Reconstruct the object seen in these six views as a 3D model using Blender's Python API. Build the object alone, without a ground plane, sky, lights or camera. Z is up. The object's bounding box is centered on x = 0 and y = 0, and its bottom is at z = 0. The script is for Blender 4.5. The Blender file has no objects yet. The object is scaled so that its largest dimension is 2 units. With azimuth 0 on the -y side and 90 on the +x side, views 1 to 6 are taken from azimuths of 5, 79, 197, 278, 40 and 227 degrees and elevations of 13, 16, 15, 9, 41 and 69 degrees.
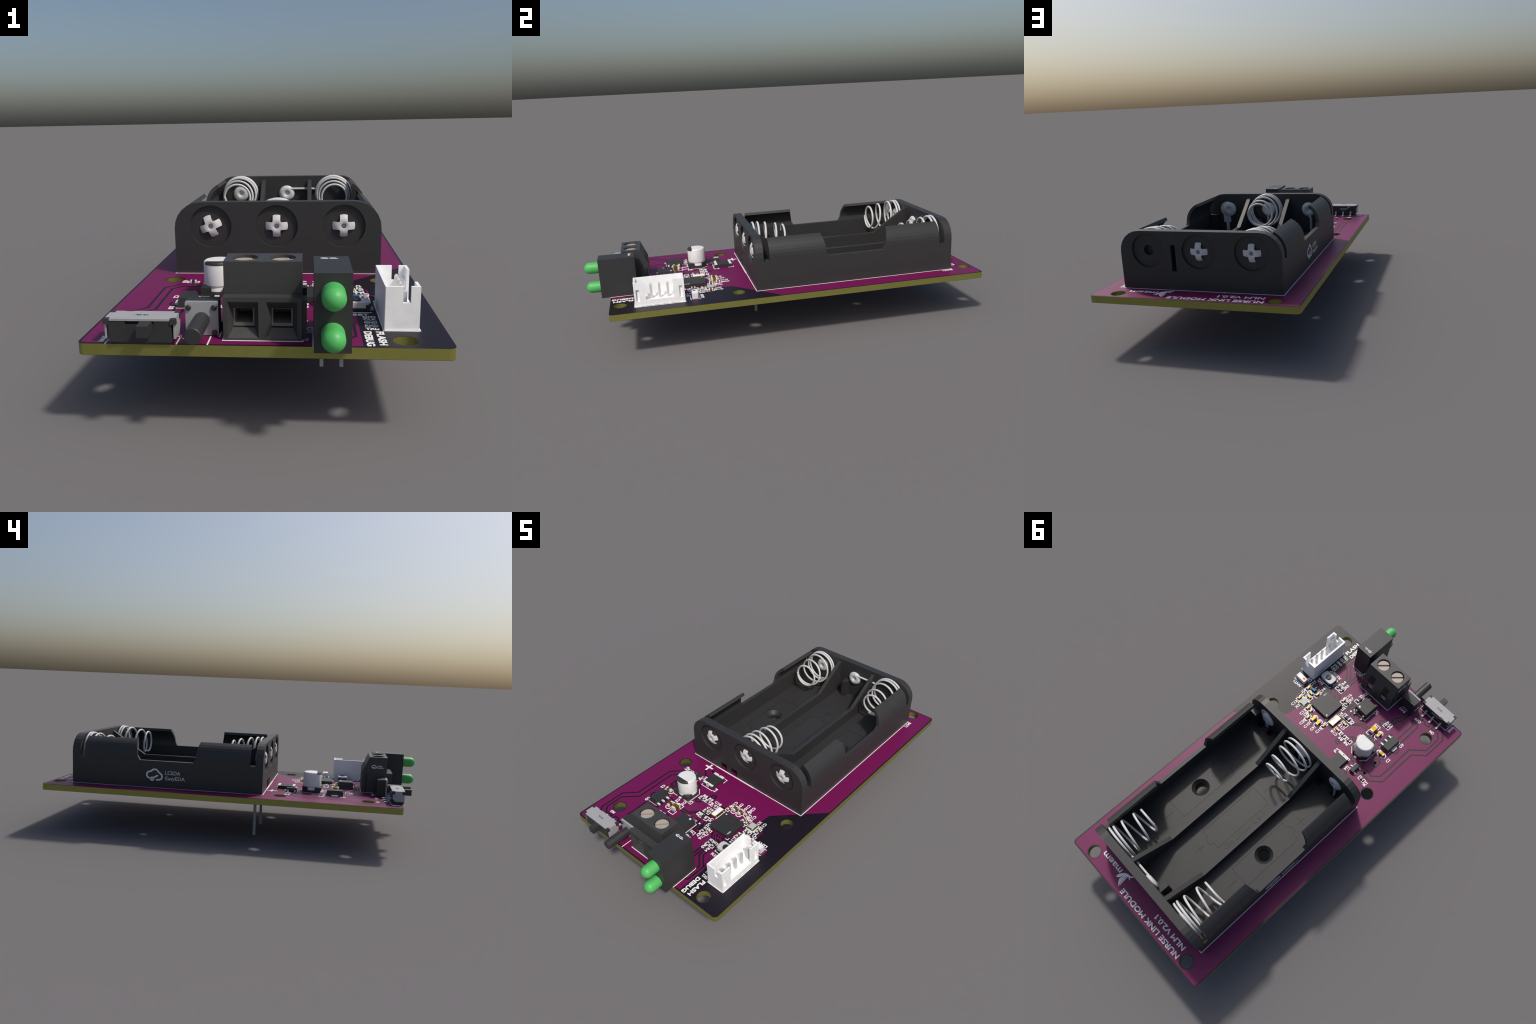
# A small purple circuit board carrying a three-cell battery holder and its
# soldered parts.  Everything is generated from measured sizes and rules.
import bpy, bmesh, math
from math import sin, cos, pi, radians, sqrt
from mathutils import Vector, Matrix
from mathutils.geometry import tessellate_polygon

# ------------------------------------------------------------------ heights
ZB0, ZB = 0.2165, 0.2480            # board underside / top of the bare mask
ZP = 0.2484                         # top of the copper pour
ZG = 0.24865                        # clearance gaps cut into the pour
ZT = 0.24885                        # traces inside the gaps
ZS = 0.2493                         # white print
XB, YB0, YB1 = 0.4745, -0.8855, 1.0  # board outline

# ---------------------------------------------------------------- materials
def material(name, rgb, rough=0.5, metallic=0.0, vary=0.04, scale=40.0, spec=0.5, sss=None):
    m = bpy.data.materials.new(name)
    m.use_nodes = True
    nt = m.node_tree
    b = nt.nodes["Principled BSDF"]
    tc = nt.nodes.new("ShaderNodeTexCoord")
    no = nt.nodes.new("ShaderNodeTexNoise")
    no.inputs["Scale"].default_value = scale
    no.inputs["Detail"].default_value = 3.0
    ra = nt.nodes.new("ShaderNodeValToRGB")
    ra.color_ramp.elements[0].position = 0.3
    ra.color_ramp.elements[1].position = 0.7
    ra.color_ramp.elements[0].color = tuple(c * (1 - vary) for c in rgb) + (1,)
    ra.color_ramp.elements[1].color = tuple(min(1, c * (1 + vary)) for c in rgb) + (1,)
    nt.links.new(tc.outputs["Object"], no.inputs["Vector"])
    nt.links.new(no.outputs["Fac"], ra.inputs["Fac"])
    nt.links.new(ra.outputs["Color"], b.inputs["Base Color"])
    b.inputs["Roughness"].default_value = rough
    b.inputs["Metallic"].default_value = metallic
    b.inputs["Specular IOR Level"].default_value = spec
    return m

M = dict(
    laminate=material("olive_laminate", (0.350, 0.340, 0.092), metallic=0.8),
    mask=material("dark_solder_mask", (0.0075, 0.0034, 0.0095)),
    copper=material("magenta_solder_mask", (0.158, 0.0015, 0.074)),
    via=material("via_drill", (0.085, 0.035, 0.030)),
    ink=material("white_print", (0.87, 0.87, 0.86)),
    black=material("black_plastic", (0.0330, 0.0330, 0.0330)),
    holder=material("holder_plastic", (0.0330, 0.0322, 0.0322)),
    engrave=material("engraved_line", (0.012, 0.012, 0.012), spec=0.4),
    logo=material("grey_mark", (0.80, 0.80, 0.82)),
    darkmark=material("dark_mark", (0.12, 0.12, 0.12)),
    spring=material("spring_wire", (0.62, 0.61, 0.60)),
    rivet=material("nickel_rivet", (0.64, 0.63, 0.63)),
    tin=material("tin_plating", (0.76, 0.76, 0.76)),
    lead=material("steel_lead", (0.42, 0.43, 0.45)),
    steel=material("steel_cover", (0.37, 0.37, 0.38)),
    lid=material("crystal_lid", (0.52, 0.52, 0.52)),
    terminal=material("terminal_plastic", (0.050, 0.050, 0.050)),
    white=material("white_nylon", (0.96, 0.96, 0.96)),
    pin=material("contact_pin", (0.60, 0.60, 0.59)),
    green=material("green_lens", (0.085, 0.46, 0.115), rough=0.48),
    screw=material("screw_metal", (0.43, 0.37, 0.315)),
    cage=material("clamp_metal", (0.17, 0.15, 0.14)),
    ceramic=material("ceramic_gold", (0.42, 0.26, 0.008), metallic=0.85, rough=0.42),
    gold=material("gold_rim", (0.60, 0.55, 0.02), metallic=0.6),
    blue=material("blue_ferrite", (0.055, 0.28, 0.62)),
    red=material("orange_red_dot", (0.75, 0.085, 0.030), metallic=0.7),
    can=material("aluminium_can", (0.78, 0.77, 0.76)),
    button=material("button_steel", (0.62, 0.62, 0.63)),
    plate=material("plate_steel", (0.36, 0.36, 0.37)),
)

# ------------------------------------------------------------ mesh builder
class Builder:
    def __init__(self):
        self.v, self.f, self.m = [], [], []
        self.slots = []

    def slot(self, key):
        if key not in self.slots:
            self.slots.append(key)
        return self.slots.index(key)

    def add(self, verts, faces, key):
        n, s = len(self.v), self.slot(key)
        self.v += [tuple(p) for p in verts]
        for f in faces:
            self.f.append([n + i for i in f])
            self.m.append(s)

    def box(self, x0, x1, y0, y1, z0, z1, key, taper=0.0):
        t = taper
        vs = [(x0, y0, z0), (x1, y0, z0), (x1, y1, z0), (x0, y1, z0),
              (x0 + t, y0 + t, z1), (x1 - t, y0 + t, z1), (x1 - t, y1 - t, z1), (x0 + t, y1 - t, z1)]
        self.add(vs, [(0, 3, 2, 1), (4, 5, 6, 7), (0, 1, 5, 4), (1, 2, 6, 5), (2, 3, 7, 6), (3, 0, 4, 7)], key)

    def prism(self, loops, axis, a, b, key, loops_b=None, caps=True):
        """Filled outline with holes, pushed from a to b along an axis."""
        lb = loops_b or loops
        def place(p, h):
            return {"z": (p[0], p[1], h), "y": (p[0], h, p[1]), "x": (h, p[0], p[1])}[axis]
        n = sum(len(l) for l in loops)
        vs = [place(p, a) for l in loops for p in l] + [place(p, b) for l in lb for p in l]
        fs = []
        if caps:
            tri = tessellate_polygon([[Vector((p[0], p[1], 0)) for p in l] for l in loops])
            fs += [tuple(t) for t in tri]
            tri = tessellate_polygon([[Vector((p[0], p[1], 0)) for p in l] for l in lb])
            fs += [tuple(n + i for i in t) for t in tri]
        k = 0
        for l in loops:
            c = len(l)
            for i in range(c):
                j = (i + 1) % c
                fs.append((k + i, k + j, n + k + j, n + k + i))
            k += c
        self.add(vs, fs, key)

    def lathe(self, prof, origin, axis, key, n=32, a0=0.0):
        """prof: (radius, height) pairs spun about an axis through origin."""
        ax = Vector(axis).normalized()
        u = ax.orthogonal().normalized()
        w = ax.cross(u)
        o = Vector(origin)
        vs, rings = [], []
        for r, h in prof:
            if r < 1e-6:
                rings.append([len(vs)])
                vs.append(o + ax * h)
            else:
                rings.append(list(range(len(vs), len(vs) + n)))
                vs += [o + ax * h + (u * cos(a0 + 2 * pi * i / n) + w * sin(a0 + 2 * pi * i / n)) * r for i in range(n)]
        fs = []
        for A, B in zip(rings, rings[1:]):
            for i in range(n):
                j = (i + 1) % n
                if len(A) == 1 and len(B) == 1:
                    break
                if len(A) == 1:
                    fs.append((A[0], B[j], B[i]))
                elif len(B) == 1:
                    fs.append((A[i], A[j], B[0]))
                else:
                    fs.append((A[i], A[j], B[j], B[i]))
        self.add(vs, fs, key)

    def tube(self, pts, r, key, n=10):
        pts = [Vector(p) for p in pts]
        tang = []
        for i in range(len(pts)):
            tang.append((pts[min(i + 1, len(pts) - 1)] - pts[max(i - 1, 0)]).normalized())
        u = tang[0].orthogonal().normalized()
        vs, fs = [], []
        for p, t in zip(pts, tang):
            u = (u - t * u.dot(t)).normalized()
            w = t.cross(u)
            vs += [p + (u * cos(2 * pi * k / n) + w * sin(2 * pi * k / n)) * r for k in range(n)]
        for i in range(len(pts) - 1):
            for k in range(n):
                l = (k + 1) % n
                fs.append((i * n + k, i * n + l, (i + 1) * n + l, (i + 1) * n + k))
        fs.append(tuple(range(n - 1, -1, -1)))
        fs.append(tuple((len(pts) - 1) * n + k for k in range(n)))
        self.add(vs, fs, key)

    def ribbon(self, pts, w, z0, z1, key, closed=False, cap=True):
        """Flat mitred strip lying on the board."""
        P = [Vector((p[0], p[1])) for p in pts]
        n = len(P)
        h = w / 2
        if not closed and cap:
            P[0] = P[0] - (P[1] - P[0]).normalized() * h * 0.8
            P[-1] = P[-1] + (P[-1] - P[-2]).normalized() * h * 0.8
        L, R = [], []
        for i in range(n):
            a = P[i - 1] if (i or closed) else None
            b = P[(i + 1) % n] if (i < n - 1 or closed) else None
            d0 = (P[i] - a).normalized() if a is not None else None
            d1 = (b - P[i]).normalized() if b is not None else None
            if d0 is None: d0 = d1
            if d1 is None: d1 = d0
            n0, n1 = Vector((-d0.y, d0.x)), Vector((-d1.y, d1.x))
            m = n0 + n1
            m = m / max(m.length, 1e-6)
            k = h / max(0.35, m.dot(n0))
            L.append(P[i] + m * k)
            R.append(P[i] - m * k)
        vs = []
        for z in (z0, z1):
            vs += [(p.x, p.y, z) for p in L] + [(p.x, p.y, z) for p in R]
        fs = []
        N = 2 * n
        for i in range(n if closed else n - 1):
            j = (i + 1) % n
            fs += [(N + i, N + j, N + n + j, N + n + i), (i, n + i, n + j, j),
                   (i, j, N + j, N + i), (n + i, N + n + i, N + n + j, n + j)]
        if not closed:
            fs += [(0, N, N + n, n), (n - 1, 2 * n - 1, N + 2 * n - 1, N + n - 1)]
        self.add(vs, fs, key)

    def disc(self, c, r, z0, z1, key, n=20):
        self.prism([circle(c[0], c[1], r, n)], "z", z0, z1, key)

    def transform(self, mat, start=0):
        for i in range(start, len(self.v)):
            self.v[i] = tuple(mat @ Vector(self.v[i]))

    def mesh(self, name, smooth=None):
        me = bpy.data.meshes.new(name)
        me.from_pydata(self.v, [], self.f)
        for k in self.slots:
            me.materials.append(M[k])
        me.polygons.foreach_set("material_index", self.m)
        bm = bmesh.new()
        bm.from_mesh(me)
        bmesh.ops.recalc_face_normals(bm, faces=bm.faces)
        bm.to_mesh(me)
        bm.free()
        if smooth:
            me.polygons.foreach_set("use_smooth", [True] * len(me.polygons))
            me.set_sharp_from_angle(angle=radians(smooth))
        me.update()
        return me


def circle(cx, cy, r, n=32, a0=0.0):
    return [(cx + r * cos(a0 + 2 * pi * i / n), cy + r * sin(a0 + 2 * pi * i / n)) for i in range(n)]


def rect(x0, x1, y0, y1):
    return [(x0, y0), (x1, y0), (x1, y1), (x0, y1)]


def arc(cx, cy, r, a, b, n):
    return [(cx + r * cos(radians(a + (b - a) * i / n)), cy + r * sin(radians(a + (b - a) * i / n))) for i in range(n + 1)]


def round_rect(x0, x1, y0, y1, r, n=8):
    return (arc(x1 - r, y0 + r, r, -90, 0, n) + arc(x1 - r, y1 - r, r, 0, 90, n)
            + arc(x0 + r, y1 - r, r, 90, 180, n) + arc(x0 + r, y0 + r, r, 180, 270, n))


def node(name, me, parent=None, loc=(0, 0, 0), rot=0.0, kind=None):
    ob = bpy.data.objects.new(name, me)
    bpy.context.scene.collection.objects.link(ob)
    if parent is not None:
        ob.parent = parent
    ob.location = loc
    ob.rotation_euler = (0, 0, rot)
    if kind:
        ob["kind"] = kind
    return ob


def part(name, b, parent, smooth=None, **k):
    return node(name, b.mesh(name, smooth), parent, **k)


# --------------------------------------------------------------- lettering
_glyphs = {}
def glyph_mesh(s, bold):
    """Flat built-in-font outlines of a word, as (verts2d, faces)."""
    if (s, bold) in _glyphs:
        return _glyphs[(s, bold)]
    cu = bpy.data.curves.new("word", "FONT")
    cu.body, cu.size, cu.offset, cu.resolution_u = s, 1.0, bold, 3
    ob = bpy.data.objects.new("word", cu)
    bpy.context.scene.collection.objects.link(ob)
    bpy.context.view_layer.update()
    dg = bpy.context.evaluated_depsgraph_get()
    me = bpy.data.meshes.new_from_object(ob.evaluated_get(dg), depsgraph=dg)
    vs = [(v.co.x, v.co.y) for v in me.vertices]
    fs = [tuple(p.vertices) for p in me.polygons]
    if s.endswith("1"):
        # give a final figure one its flag
        xm, ym = max(p[0] for p in vs), max(p[1] for p in vs)
        sw = 0.075
        k = len(vs)
        vs += [(xm - sw, ym), (xm - sw - 0.14, ym - 0.10), (xm - sw - 0.14, ym - 0.20), (xm - sw, ym - 0.11)]
        fs.append((k, k + 1, k + 2, k + 3))
    bpy.data.objects.remove(ob)
    bpy.data.curves.remove(cu)
    bpy.data.meshes.remove(me)
    _glyphs[(s, bold)] = (vs, fs)
    return vs, fs


def lettering(b, s, frame, w, h, key, bold=0.012, thick=0.0004):
    """Raised word of width w and height h centred in a 4x4 frame (x=reading, y=up, z=out).
    Heavier strokes come from a few shifted layers, each a hair taller than the last."""
    vs, fs = glyph_mesh(s, 0.0)
    xs, ys = [p[0] for p in vs], [p[1] for p in vs]
    d = bold * h
    sx, sy = (w - 2 * d) / (max(xs) - min(xs)), (h - 2 * d) / (max(ys) - min(ys))
    cx, cy = (max(xs) + min(xs)) / 2, (max(ys) + min(ys)) / 2
    n = len(vs)
    edges = set()
    for f in fs:
        for i in range(len(f)):
            edges.add((f[i], f[(i + 1) % len(f)]))
    faces = [tuple(n + i for i in f) for f in fs]
    for (a, c) in sorted(edges):
        if (c, a) not in edges:
            faces.append((a, c, n + c, n + a))
    shifts = [(d, 0), (-d, 0), (0, d), (0, -d), (0.7 * d, 0.7 * d), (-0.7 * d, -0.7 * d), (0.7 * d, -0.7 * d), (-0.7 * d, 0.7 * d)] if d > 0 else [(0, 0)]
    for k, (ox, oy) in enumerate(shifts):
        t = thick + k * 0.00003
        low = [frame @ Vector(((x - cx) * sx + ox, (y - cy) * sy + oy, -0.00002 * k)) for x, y in vs]
        top = [frame @ Vector(((x - cx) * sx + ox, (y - cy) * sy + oy, t)) for x, y in vs]
        b.add(low + top, faces, key)


def board_frame(x, y, deg, z=ZT):
    return Matrix.Translation((x, y, z)) @ Matrix.Rotation(radians(deg), 4, "Z")


def axes_frame(o, right, up):
    r, u = Vector(right), Vector(up)
    m = Matrix((r, u, r.cross(u))).transposed().to_4x4()
    return Matrix.Translation(o) @ m


def cloud_mark(b, frame, w, key, words=True, thick=0.0004):
    """Cloud outline with a key-like stroke, plus two short words to its right.
    w is the width of the cloud; its frame sits at the cloud's centre."""
    st = len(b.v)
    u = w
    lw = (0.095 if u > 0.05 else 0.135) * u
    left = arc(-0.27, -0.02, 0.20, 255, 100, 8)
    top = arc(0.02, 0.08, 0.24, 150, 25, 9)
    right = arc(0.27, -0.10, 0.20, 65, -90, 9)
    cloud = [(x * u, y * u) for x, y in left + top + right]
    cloud.append((0.14 * u, -0.30 * u))
    b.ribbon(cloud, lw, 0, thick, key)
    b.ribbon([(x * u, y * u) for x, y in circle(-0.14, -0.26, 0.085, 14)], lw, 0, thick * 1.2, key, closed=True)
    b.ribbon([(-0.08 * u, -0.20 * u), (0.19 * u, -0.05 * u)], lw, 0, thick * 1.1, key)
    b.transform(frame, st)
    if words:
        lettering(b, "LCEDA", frame @ Matrix.Translation((1.12 * u, 0.14 * u, 0)), 0.89 * u, 0.225 * u, key, 0.0 if u > 0.05 else 0.06, thick)
        lettering(b, "EasyEDA", frame @ Matrix.Translation((1.27 * u, -0.22 * u, 0)), 1.18 * u, 0.285 * u, key, 0.0 if u > 0.05 else 0.06, thick)


# =================================================================== ROOT
root = bpy.data.objects.new("circuit_board_module", None)
bpy.context.scene.collection.objects.link(root)
root["label"] = "purple circuit board with black three-cell battery holder and connectors"
root["category"] = "circuit board"

# ================================================================== BOARD
HOLES = [(0.358, -0.837), (-0.357, -0.7175), (0.358, -0.262), (-0.358, -0.262),
         (0.358, 0.9513), (-0.358, 0.9513)]
HR = 0.0317
CELLS = (-0.2395, 0.0, 0.2395)
SCREW_HOLES = [(-0.2390, 0.351), (0.2390, 0.351)]
DRILL = [(-0.2688, -0.4171), (-0.2703, -0.334)]

b = Builder()
outer = round_rect(-XB, XB, YB0, YB1, 0.020)
holes = ([circle(x, y, HR, 28) for x, y in HOLES] + [circle(x, y, 0.030, 24) for x, y in SCREW_HOLES]
         + [circle(x, y, 0.0075, 14) for x, y in DRILL])
b.prism([outer] + holes, "z", ZB0 + 0.0006, ZB - 0.0006, "laminate")
b.prism([outer] + holes, "z", ZB - 0.0006, ZB, "mask")
b.prism([outer] + holes, "z", ZB0, ZB0 + 0.0006, "mask")
board = part("printed_board", b, root, 30)

# copper pour: everything but the antenna corner and the area round the big chip
b = Builder()
e = 0.0065
pour = arc(-XB + e + 0.015, YB0 + e + 0.015, 0.015, 180, 270, 6) + [(0.2505, YB0 + e), (0.2505, -0.622), (0.205, -0.622), (0.198, -0.614),
        (0.145, -0.616), (0.143, -0.573), (0.121, -0.553), (0.118, -0.538), (0.093, -0.536), (0.066, -0.601),
        (0.034, -0.604), (0.022, -0.570), (0.004, -0.545), (-0.010, -0.537), (-0.008, -0.516), (0.028, -0.514),
        (0.046, -0.478), (0.076, -0.470), (0.074, -0.396), (0.214, -0.394), (0.222, -0.372), (0.2504, -0.3373),
        (0.2546, -0.2766), (XB - e, -0.0632)] + arc(XB - e - 0.015, YB1 - e - 0.015, 0.015, 0, 90, 6) + arc(-XB + e + 0.015, YB1 - e - 0.015, 0.015, 90, 180, 6)
ph = ([circle(x, y, HR + 0.004, 28) for x, y in HOLES if (x, y) not in (HOLES[0], HOLES[2])]
      + [circle(x, y, 0.034, 24) for x, y in SCREW_HOLES] + [circle(x, y, 0.0085, 14) for x, y in DRILL])
b.prism([pour] + ph, "z", ZB, ZP, "copper")
b.prism([round_rect(-XB + e, XB - e, YB0 + e, YB1 - e, 0.02)] + [circle(x, y, HR + 0.004, 24) for x, y in HOLES]
        + [circle(x, y, 0.034, 24) for x, y in SCREW_HOLES], "z", ZB0 - 0.0004, ZB0, "copper")
part("copper_pour", b, board)

# clearance gaps around the traces that run inside the pour
GAP = 0.0078
gaps = [
    # battery feed to the slide switch
    [(-0.2217, -0.3806), (-0.2300, -0.364), (-0.2400, -0.350), (-0.2600, -0.353), (-0.2800, -0.353), (-0.3063, -0.3475),
     (-0.3405, -0.3819), (-0.3405, -0.602), (-0.4065, -0.6680), (-0.4065, -0.7578), (-0.3800, -0.786), (-0.3677, -0.7868), (-0.3390, -0.7766), (-0.3370, -0.806)],
    [(-0.2440, -0.319), (-0.2890, -0.3187), (-0.3200, -0.3206), (-0.3683, -0.3689), (-0.3684, -0.588), (-0.4255, -0.6451),
     (-0.4255, -0.777), (-0.3930, -0.811), (-0.3700, -0.8146)],
    # switch centre pin to regulator
    [(-0.2364, -0.8113), (-0.2390, -0.737), (-0.2570, -0.718), (-0.2570, -0.600)],
    [(-0.2699, -0.790), (-0.2685, -0.748), (-0.2835, -0.7295), (-0.2840, -0.592)],
    [(-0.2708, -0.785), (-0.2892, -0.7857), (-0.2942, -0.7750), (-0.3207, -0.7757), (-0.3206, -0.806)],
    # push button to its resistor
    [(-0.2030, -0.764), (-0.2000, -0.697), (-0.1828, -0.678), (-0.1824, -0.640)],
    [(-0.1834, -0.748), (-0.1819, -0.7055), (-0.1654, -0.685), (-0.1656, -0.640)],
    # regulator output ring and tab
    arc(-0.288, -0.5455, 0.021, 60, 300, 9),
    [(-0.1866, -0.5123), (-0.205, -0.505), (-0.2288, -0.509)],
    # square test pad with its stub
    [(-0.2609, -0.4575), (-0.2609, -0.4345), (-0.2528, -0.4338), (-0.2515, -0.4006), (-0.2875, -0.3980), (-0.2878, -0.4355), (-0.2743, -0.4350), (-0.2743, -0.460)],
    # capacitor / fuse / transistor links
    [(-0.1876, -0.336), (-0.1620, -0.3404), (-0.1591, -0.3640), (-0.172, -0.372)],
    [(-0.2330, -0.231), (-0.2060, -0.262), (-0.1700, -0.275)],
    [(-0.2060, -0.213), (-0.1760, -0.228), (-0.165, -0.245)],
    [(-0.0880, -0.240), (-0.0860, -0.256)],
    # supply pair from the large chip to the regulator side
    [(0.0320, -0.4649), (-0.0134, -0.4640), (-0.0680, -0.5185), (-0.1087, -0.521), (-0.135, -0.519)],
    [(0.0405, -0.4735), (-0.0072, -0.4730), (-0.0205, -0.480), (-0.0661, -0.5330), (-0.1135, -0.5367)],
    # indicator traces
    [(0.224, -0.8226), (0.2369, -0.8114), (0.2378, -0.7197), (0.1884, -0.6700), (0.1884, -0.622)],
    [(0.2195, -0.795), (0.2226, -0.785), (0.2224, -0.7300), (0.1715, -0.6780), (0.1715, -0.622)],
    [(0.1592, -0.7300), (0.1592, -0.618)],
    [(0.1438, -0.7300), (0.1438, -0.600)],
    # isolator collector side to the terminal block
    [(0.0070, -0.668), (0.0070, -0.700)], [(-0.043, -0.668), (-0.043, -0.700)],
    [(0.0220, -0.668), (0.0220, -0.700)], [(-0.058, -0.668), (-0.058, -0.700)],
    [(-0.0300, -0.533), (-0.0250, -0.541), (-0.0290, -0.548)],
]
b = Builder()
for g in gaps:
    b.ribbon(g, GAP, ZB, ZG, "mask")
for x, y in [(-0.1332, -0.6133), (-0.0915, -0.4266), (-0.0484, -0.3611)]:
    b.ribbon(circle(x, y, 0.0135, 14), 0.0085, ZB, ZG, "mask", closed=True)
b.ribbon([(-0.0800, -0.4180), (-0.0700, -0.410)], 0.020, ZB, ZG + 0.0001, "mask")
b.ribbon([(-0.0530, -0.3740), (-0.0560, -0.386)], 0.020, ZB, ZG + 0.0001, "mask")
b.ribbon([(-0.0915, -0.4266), (-0.0700, -0.410)], 0.007, ZB, ZG + 0.0002, "copper")
b.ribbon([(-0.0484, -0.3611), (-0.0560, -0.386)], 0.007, ZB, ZG + 0.0002, "copper")
b.disc((0.0480, -0.4000), 0.0215, ZB, ZG, "mask")                 # clock chip keep-out
b.box(-0.232, -0.208, -0.600, -0.525, ZB, ZG, "mask")            # between regulator pins
part("clearance_gap", b, board, kind="stuff")

# magenta traces and pads inside the dark areas
TW = 0.0058
b = Builder()
traces = [
    # antenna feed and crystal side
    [(0.3360, -0.4424), (0.3040, -0.4450), (0.2917, -0.4424), (0.2737, -0.4383), (0.2600, -0.4381)],
    [(0.3040, -0.4450), (0.3023, -0.3867), (0.2959, -0.3806), (0.2809, -0.3806)],
    [(0.2750, -0.3520), (0.2560, -0.3345), (0.2440, -0.3345)],
    [(0.3068, -0.5900), (0.3055, -0.555), (0.2838, -0.5300), (0.2600, -0.5291), (0.2432, -0.5260), (0.2304, -0.5135), (0.2090, -0.5104)],
    [(0.3000, -0.575), (0.2985, -0.5246), (0.2900, -0.5170), (0.2668, -0.5120), (0.2504, -0.5130), (0.2402, -0.503), (0.2090, -0.5020)],
    [(0.2617, -0.488), (0.2480, -0.4890), (0.2090, -0.4885)],
    [(0.2400, -0.4480), (0.2290, -0.4480), (0.2220, -0.4550), (0.2090, -0.4550)],
    [(0.2380, -0.4230), (0.2289, -0.4214), (0.2253, -0.4355), (0.2090, -0.4440)],
    [(0.2300, -0.4060), (0.2196, -0.4081), (0.2197, -0.4235), (0.2090, -0.4340)],
    [(0.2240, -0.4640), (0.2090, -0.4640)],
    # front fan of the large chip
    [(0.2020, -0.5500), (0.1946, -0.5362), (0.1946, -0.5280)],
    [(0.1830, -0.5500), (0.1775, -0.5420), (0.1719, -0.5371), (0.1719, -0.5280)],
    [(0.1671, -0.5501), (0.1620, -0.5420), (0.1573, -0.5371), (0.1573, -0.5280)],
    [(0.1806, -0.575), (0.1771, -0.568), (0.1678, -0.5670), (0.1399, -0.5390), (0.1399, -0.5280)],
    [(0.1560, -0.575), (0.1514, -0.5669), (0.1324, -0.5457), (0.1320, -0.5280)],
    # between large chip and isolator
    [(0.0662, -0.5390), (0.0506, -0.5240), (0.0506, -0.4960), (0.0544, -0.4880)],
    [(0.0500, -0.6000), (0.0396, -0.5840), (0.0396, -0.5270), (0.0356, -0.5218), (0.0263, -0.5050)],
    [(0.0680, -0.5710), (0.0559, -0.5781)],
    [(0.0304, -0.5388), (0.0180, -0.5470), (0.0100, -0.545)],
    [(0.0094, -0.5360), (0.0080, -0.5207), (-0.004, -0.5140)],
]
for t in traces:
    b.ribbon(t, TW, ZB, ZT - 0.0002, "copper")
for x, y in [(0.0559, -0.5781), (0.0277, -0.5227), (0.0705, -0.4793), (0.0716, -0.4959), (0.183, -0.5502), (0.1671, -0.5501), (0.260, -0.529), (0.290, -0.517)]:
    b.disc((x, y), 0.0072, ZB, ZT, "copper", 14)
    b.disc((x, y), 0.0030, ZB, ZT + 0.0002, "via", 10)
for x, y in [(-0.1332, -0.6133), (-0.0915, -0.4266), (-0.0484, -0.3611), (0.0712, -0.6389)]:
    b.disc((x, y), 0.0030, ZB, ZT, "via", 10)
# fine pads under the large chip, twelve a side
UX, UY, UH = 0.1460, -0.4655, 0.0590
for i in range(12):
    o = (i - 5.5) * 0.0083
    for sx, sy in ((1, 0), (-1, 0), (0, 1), (0, -1)):
        cx, cy = UX + sx * (UH + 0.001) + sy * o, UY + sy * (UH + 0.001) + sx * o
        hx, hy = (0.0075, 0.0021) if sx else (0.0021, 0.0075)
        b.box(cx - hx, cx + hx, cy - hy, cy + hy, ZB, ZT + 0.0001, "copper")
# larger bare pads seen round some parts
for x0, x1, y0, y1 in [(0.1965, 0.2105, -0.602, -0.570), (0.2930, 0.3060, -0.602, -0.570), (0.374, 0.397, -0.4960, -0.4580), (0.316, 0.334, -0.4960, -0.4580),
                       (-0.190, -0.160, -0.372, -0.356), (-0.170, -0.086, -0.3290, -0.3180)]:
    b.box(x0, x1, y0, y1, ZB, ZT + 0.00005, "copper")
part("trace_copper", b, board, kind="stuff")

# ------------------------------------------------------------ white print
LW = 0.0037
b = Builder()
def bracket(cx, cy, axis, L, W, lw=LW, reach=0.34, chamfer=0.0):
    """The two open square brackets printed round a small part."""
    for s in (-1, 1):
        l, w, c, r = L / 2, W / 2, chamfer, L * reach
        pts = [(s * (l - r), -w), (s * (l - c), -w)] + ([(s * l, -w + c), (s * l, w - c)] if c else []) + [(s * (l - c), w), (s * (l - r), w)]
        if axis == "y":
            pts = [(y, x) for x, y in pts]
        b.ribbon([(cx + x, cy + y) for x, y in pts], lw, ZB, ZS, "ink")

C0402 = [("C14", 0.2271, -0.4755, "y"), ("C12", 0.2809, -0.3918, "y"), ("C13", 0.2041, -0.3818, "y"), ("C8", 0.1799, -0.3802, "y"),
         ("C20", 0.1645, -0.3417, "y"), ("C15", 0.0694, -0.3703, "y"), ("C16", 0.1033, -0.5553, "y"), ("C11", 0.2912, -0.4677, "y"),
         ("C7", 0.2568, -0.4546, "x"), ("C6", 0.2480, -0.4315, "x"), ("C19", -0.0004, -0.4578, "x"), ("C18", 0.0001, -0.4050, "x")]
R0402 = [("R7", 0.0772, -0.5565, "y"), ("R4", 0.1806, -0.5951, "y"), ("R5", 0.1540, -0.5940, "y"), ("R9", -0.0421, -0.4035, "x"),
         ("R8", -0.0836, -0.4040, "x"), ("R12", -0.1657, -0.6135, "x"), ("R1", -0.2842, -0.2981, "x")]
C0603 = [("C10", 0.1350, -0.3565, "y"), ("C9", 0.1006, -0.3560, "y"), ("C5", -0.1719, -0.5456, "y"), ("C2", -0.2565, -0.4758, "x")]
R0603 = [("R2", 0.0480, -0.6230, "y"), ("R3", 0.0156, -0.4940, "x")]
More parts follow.
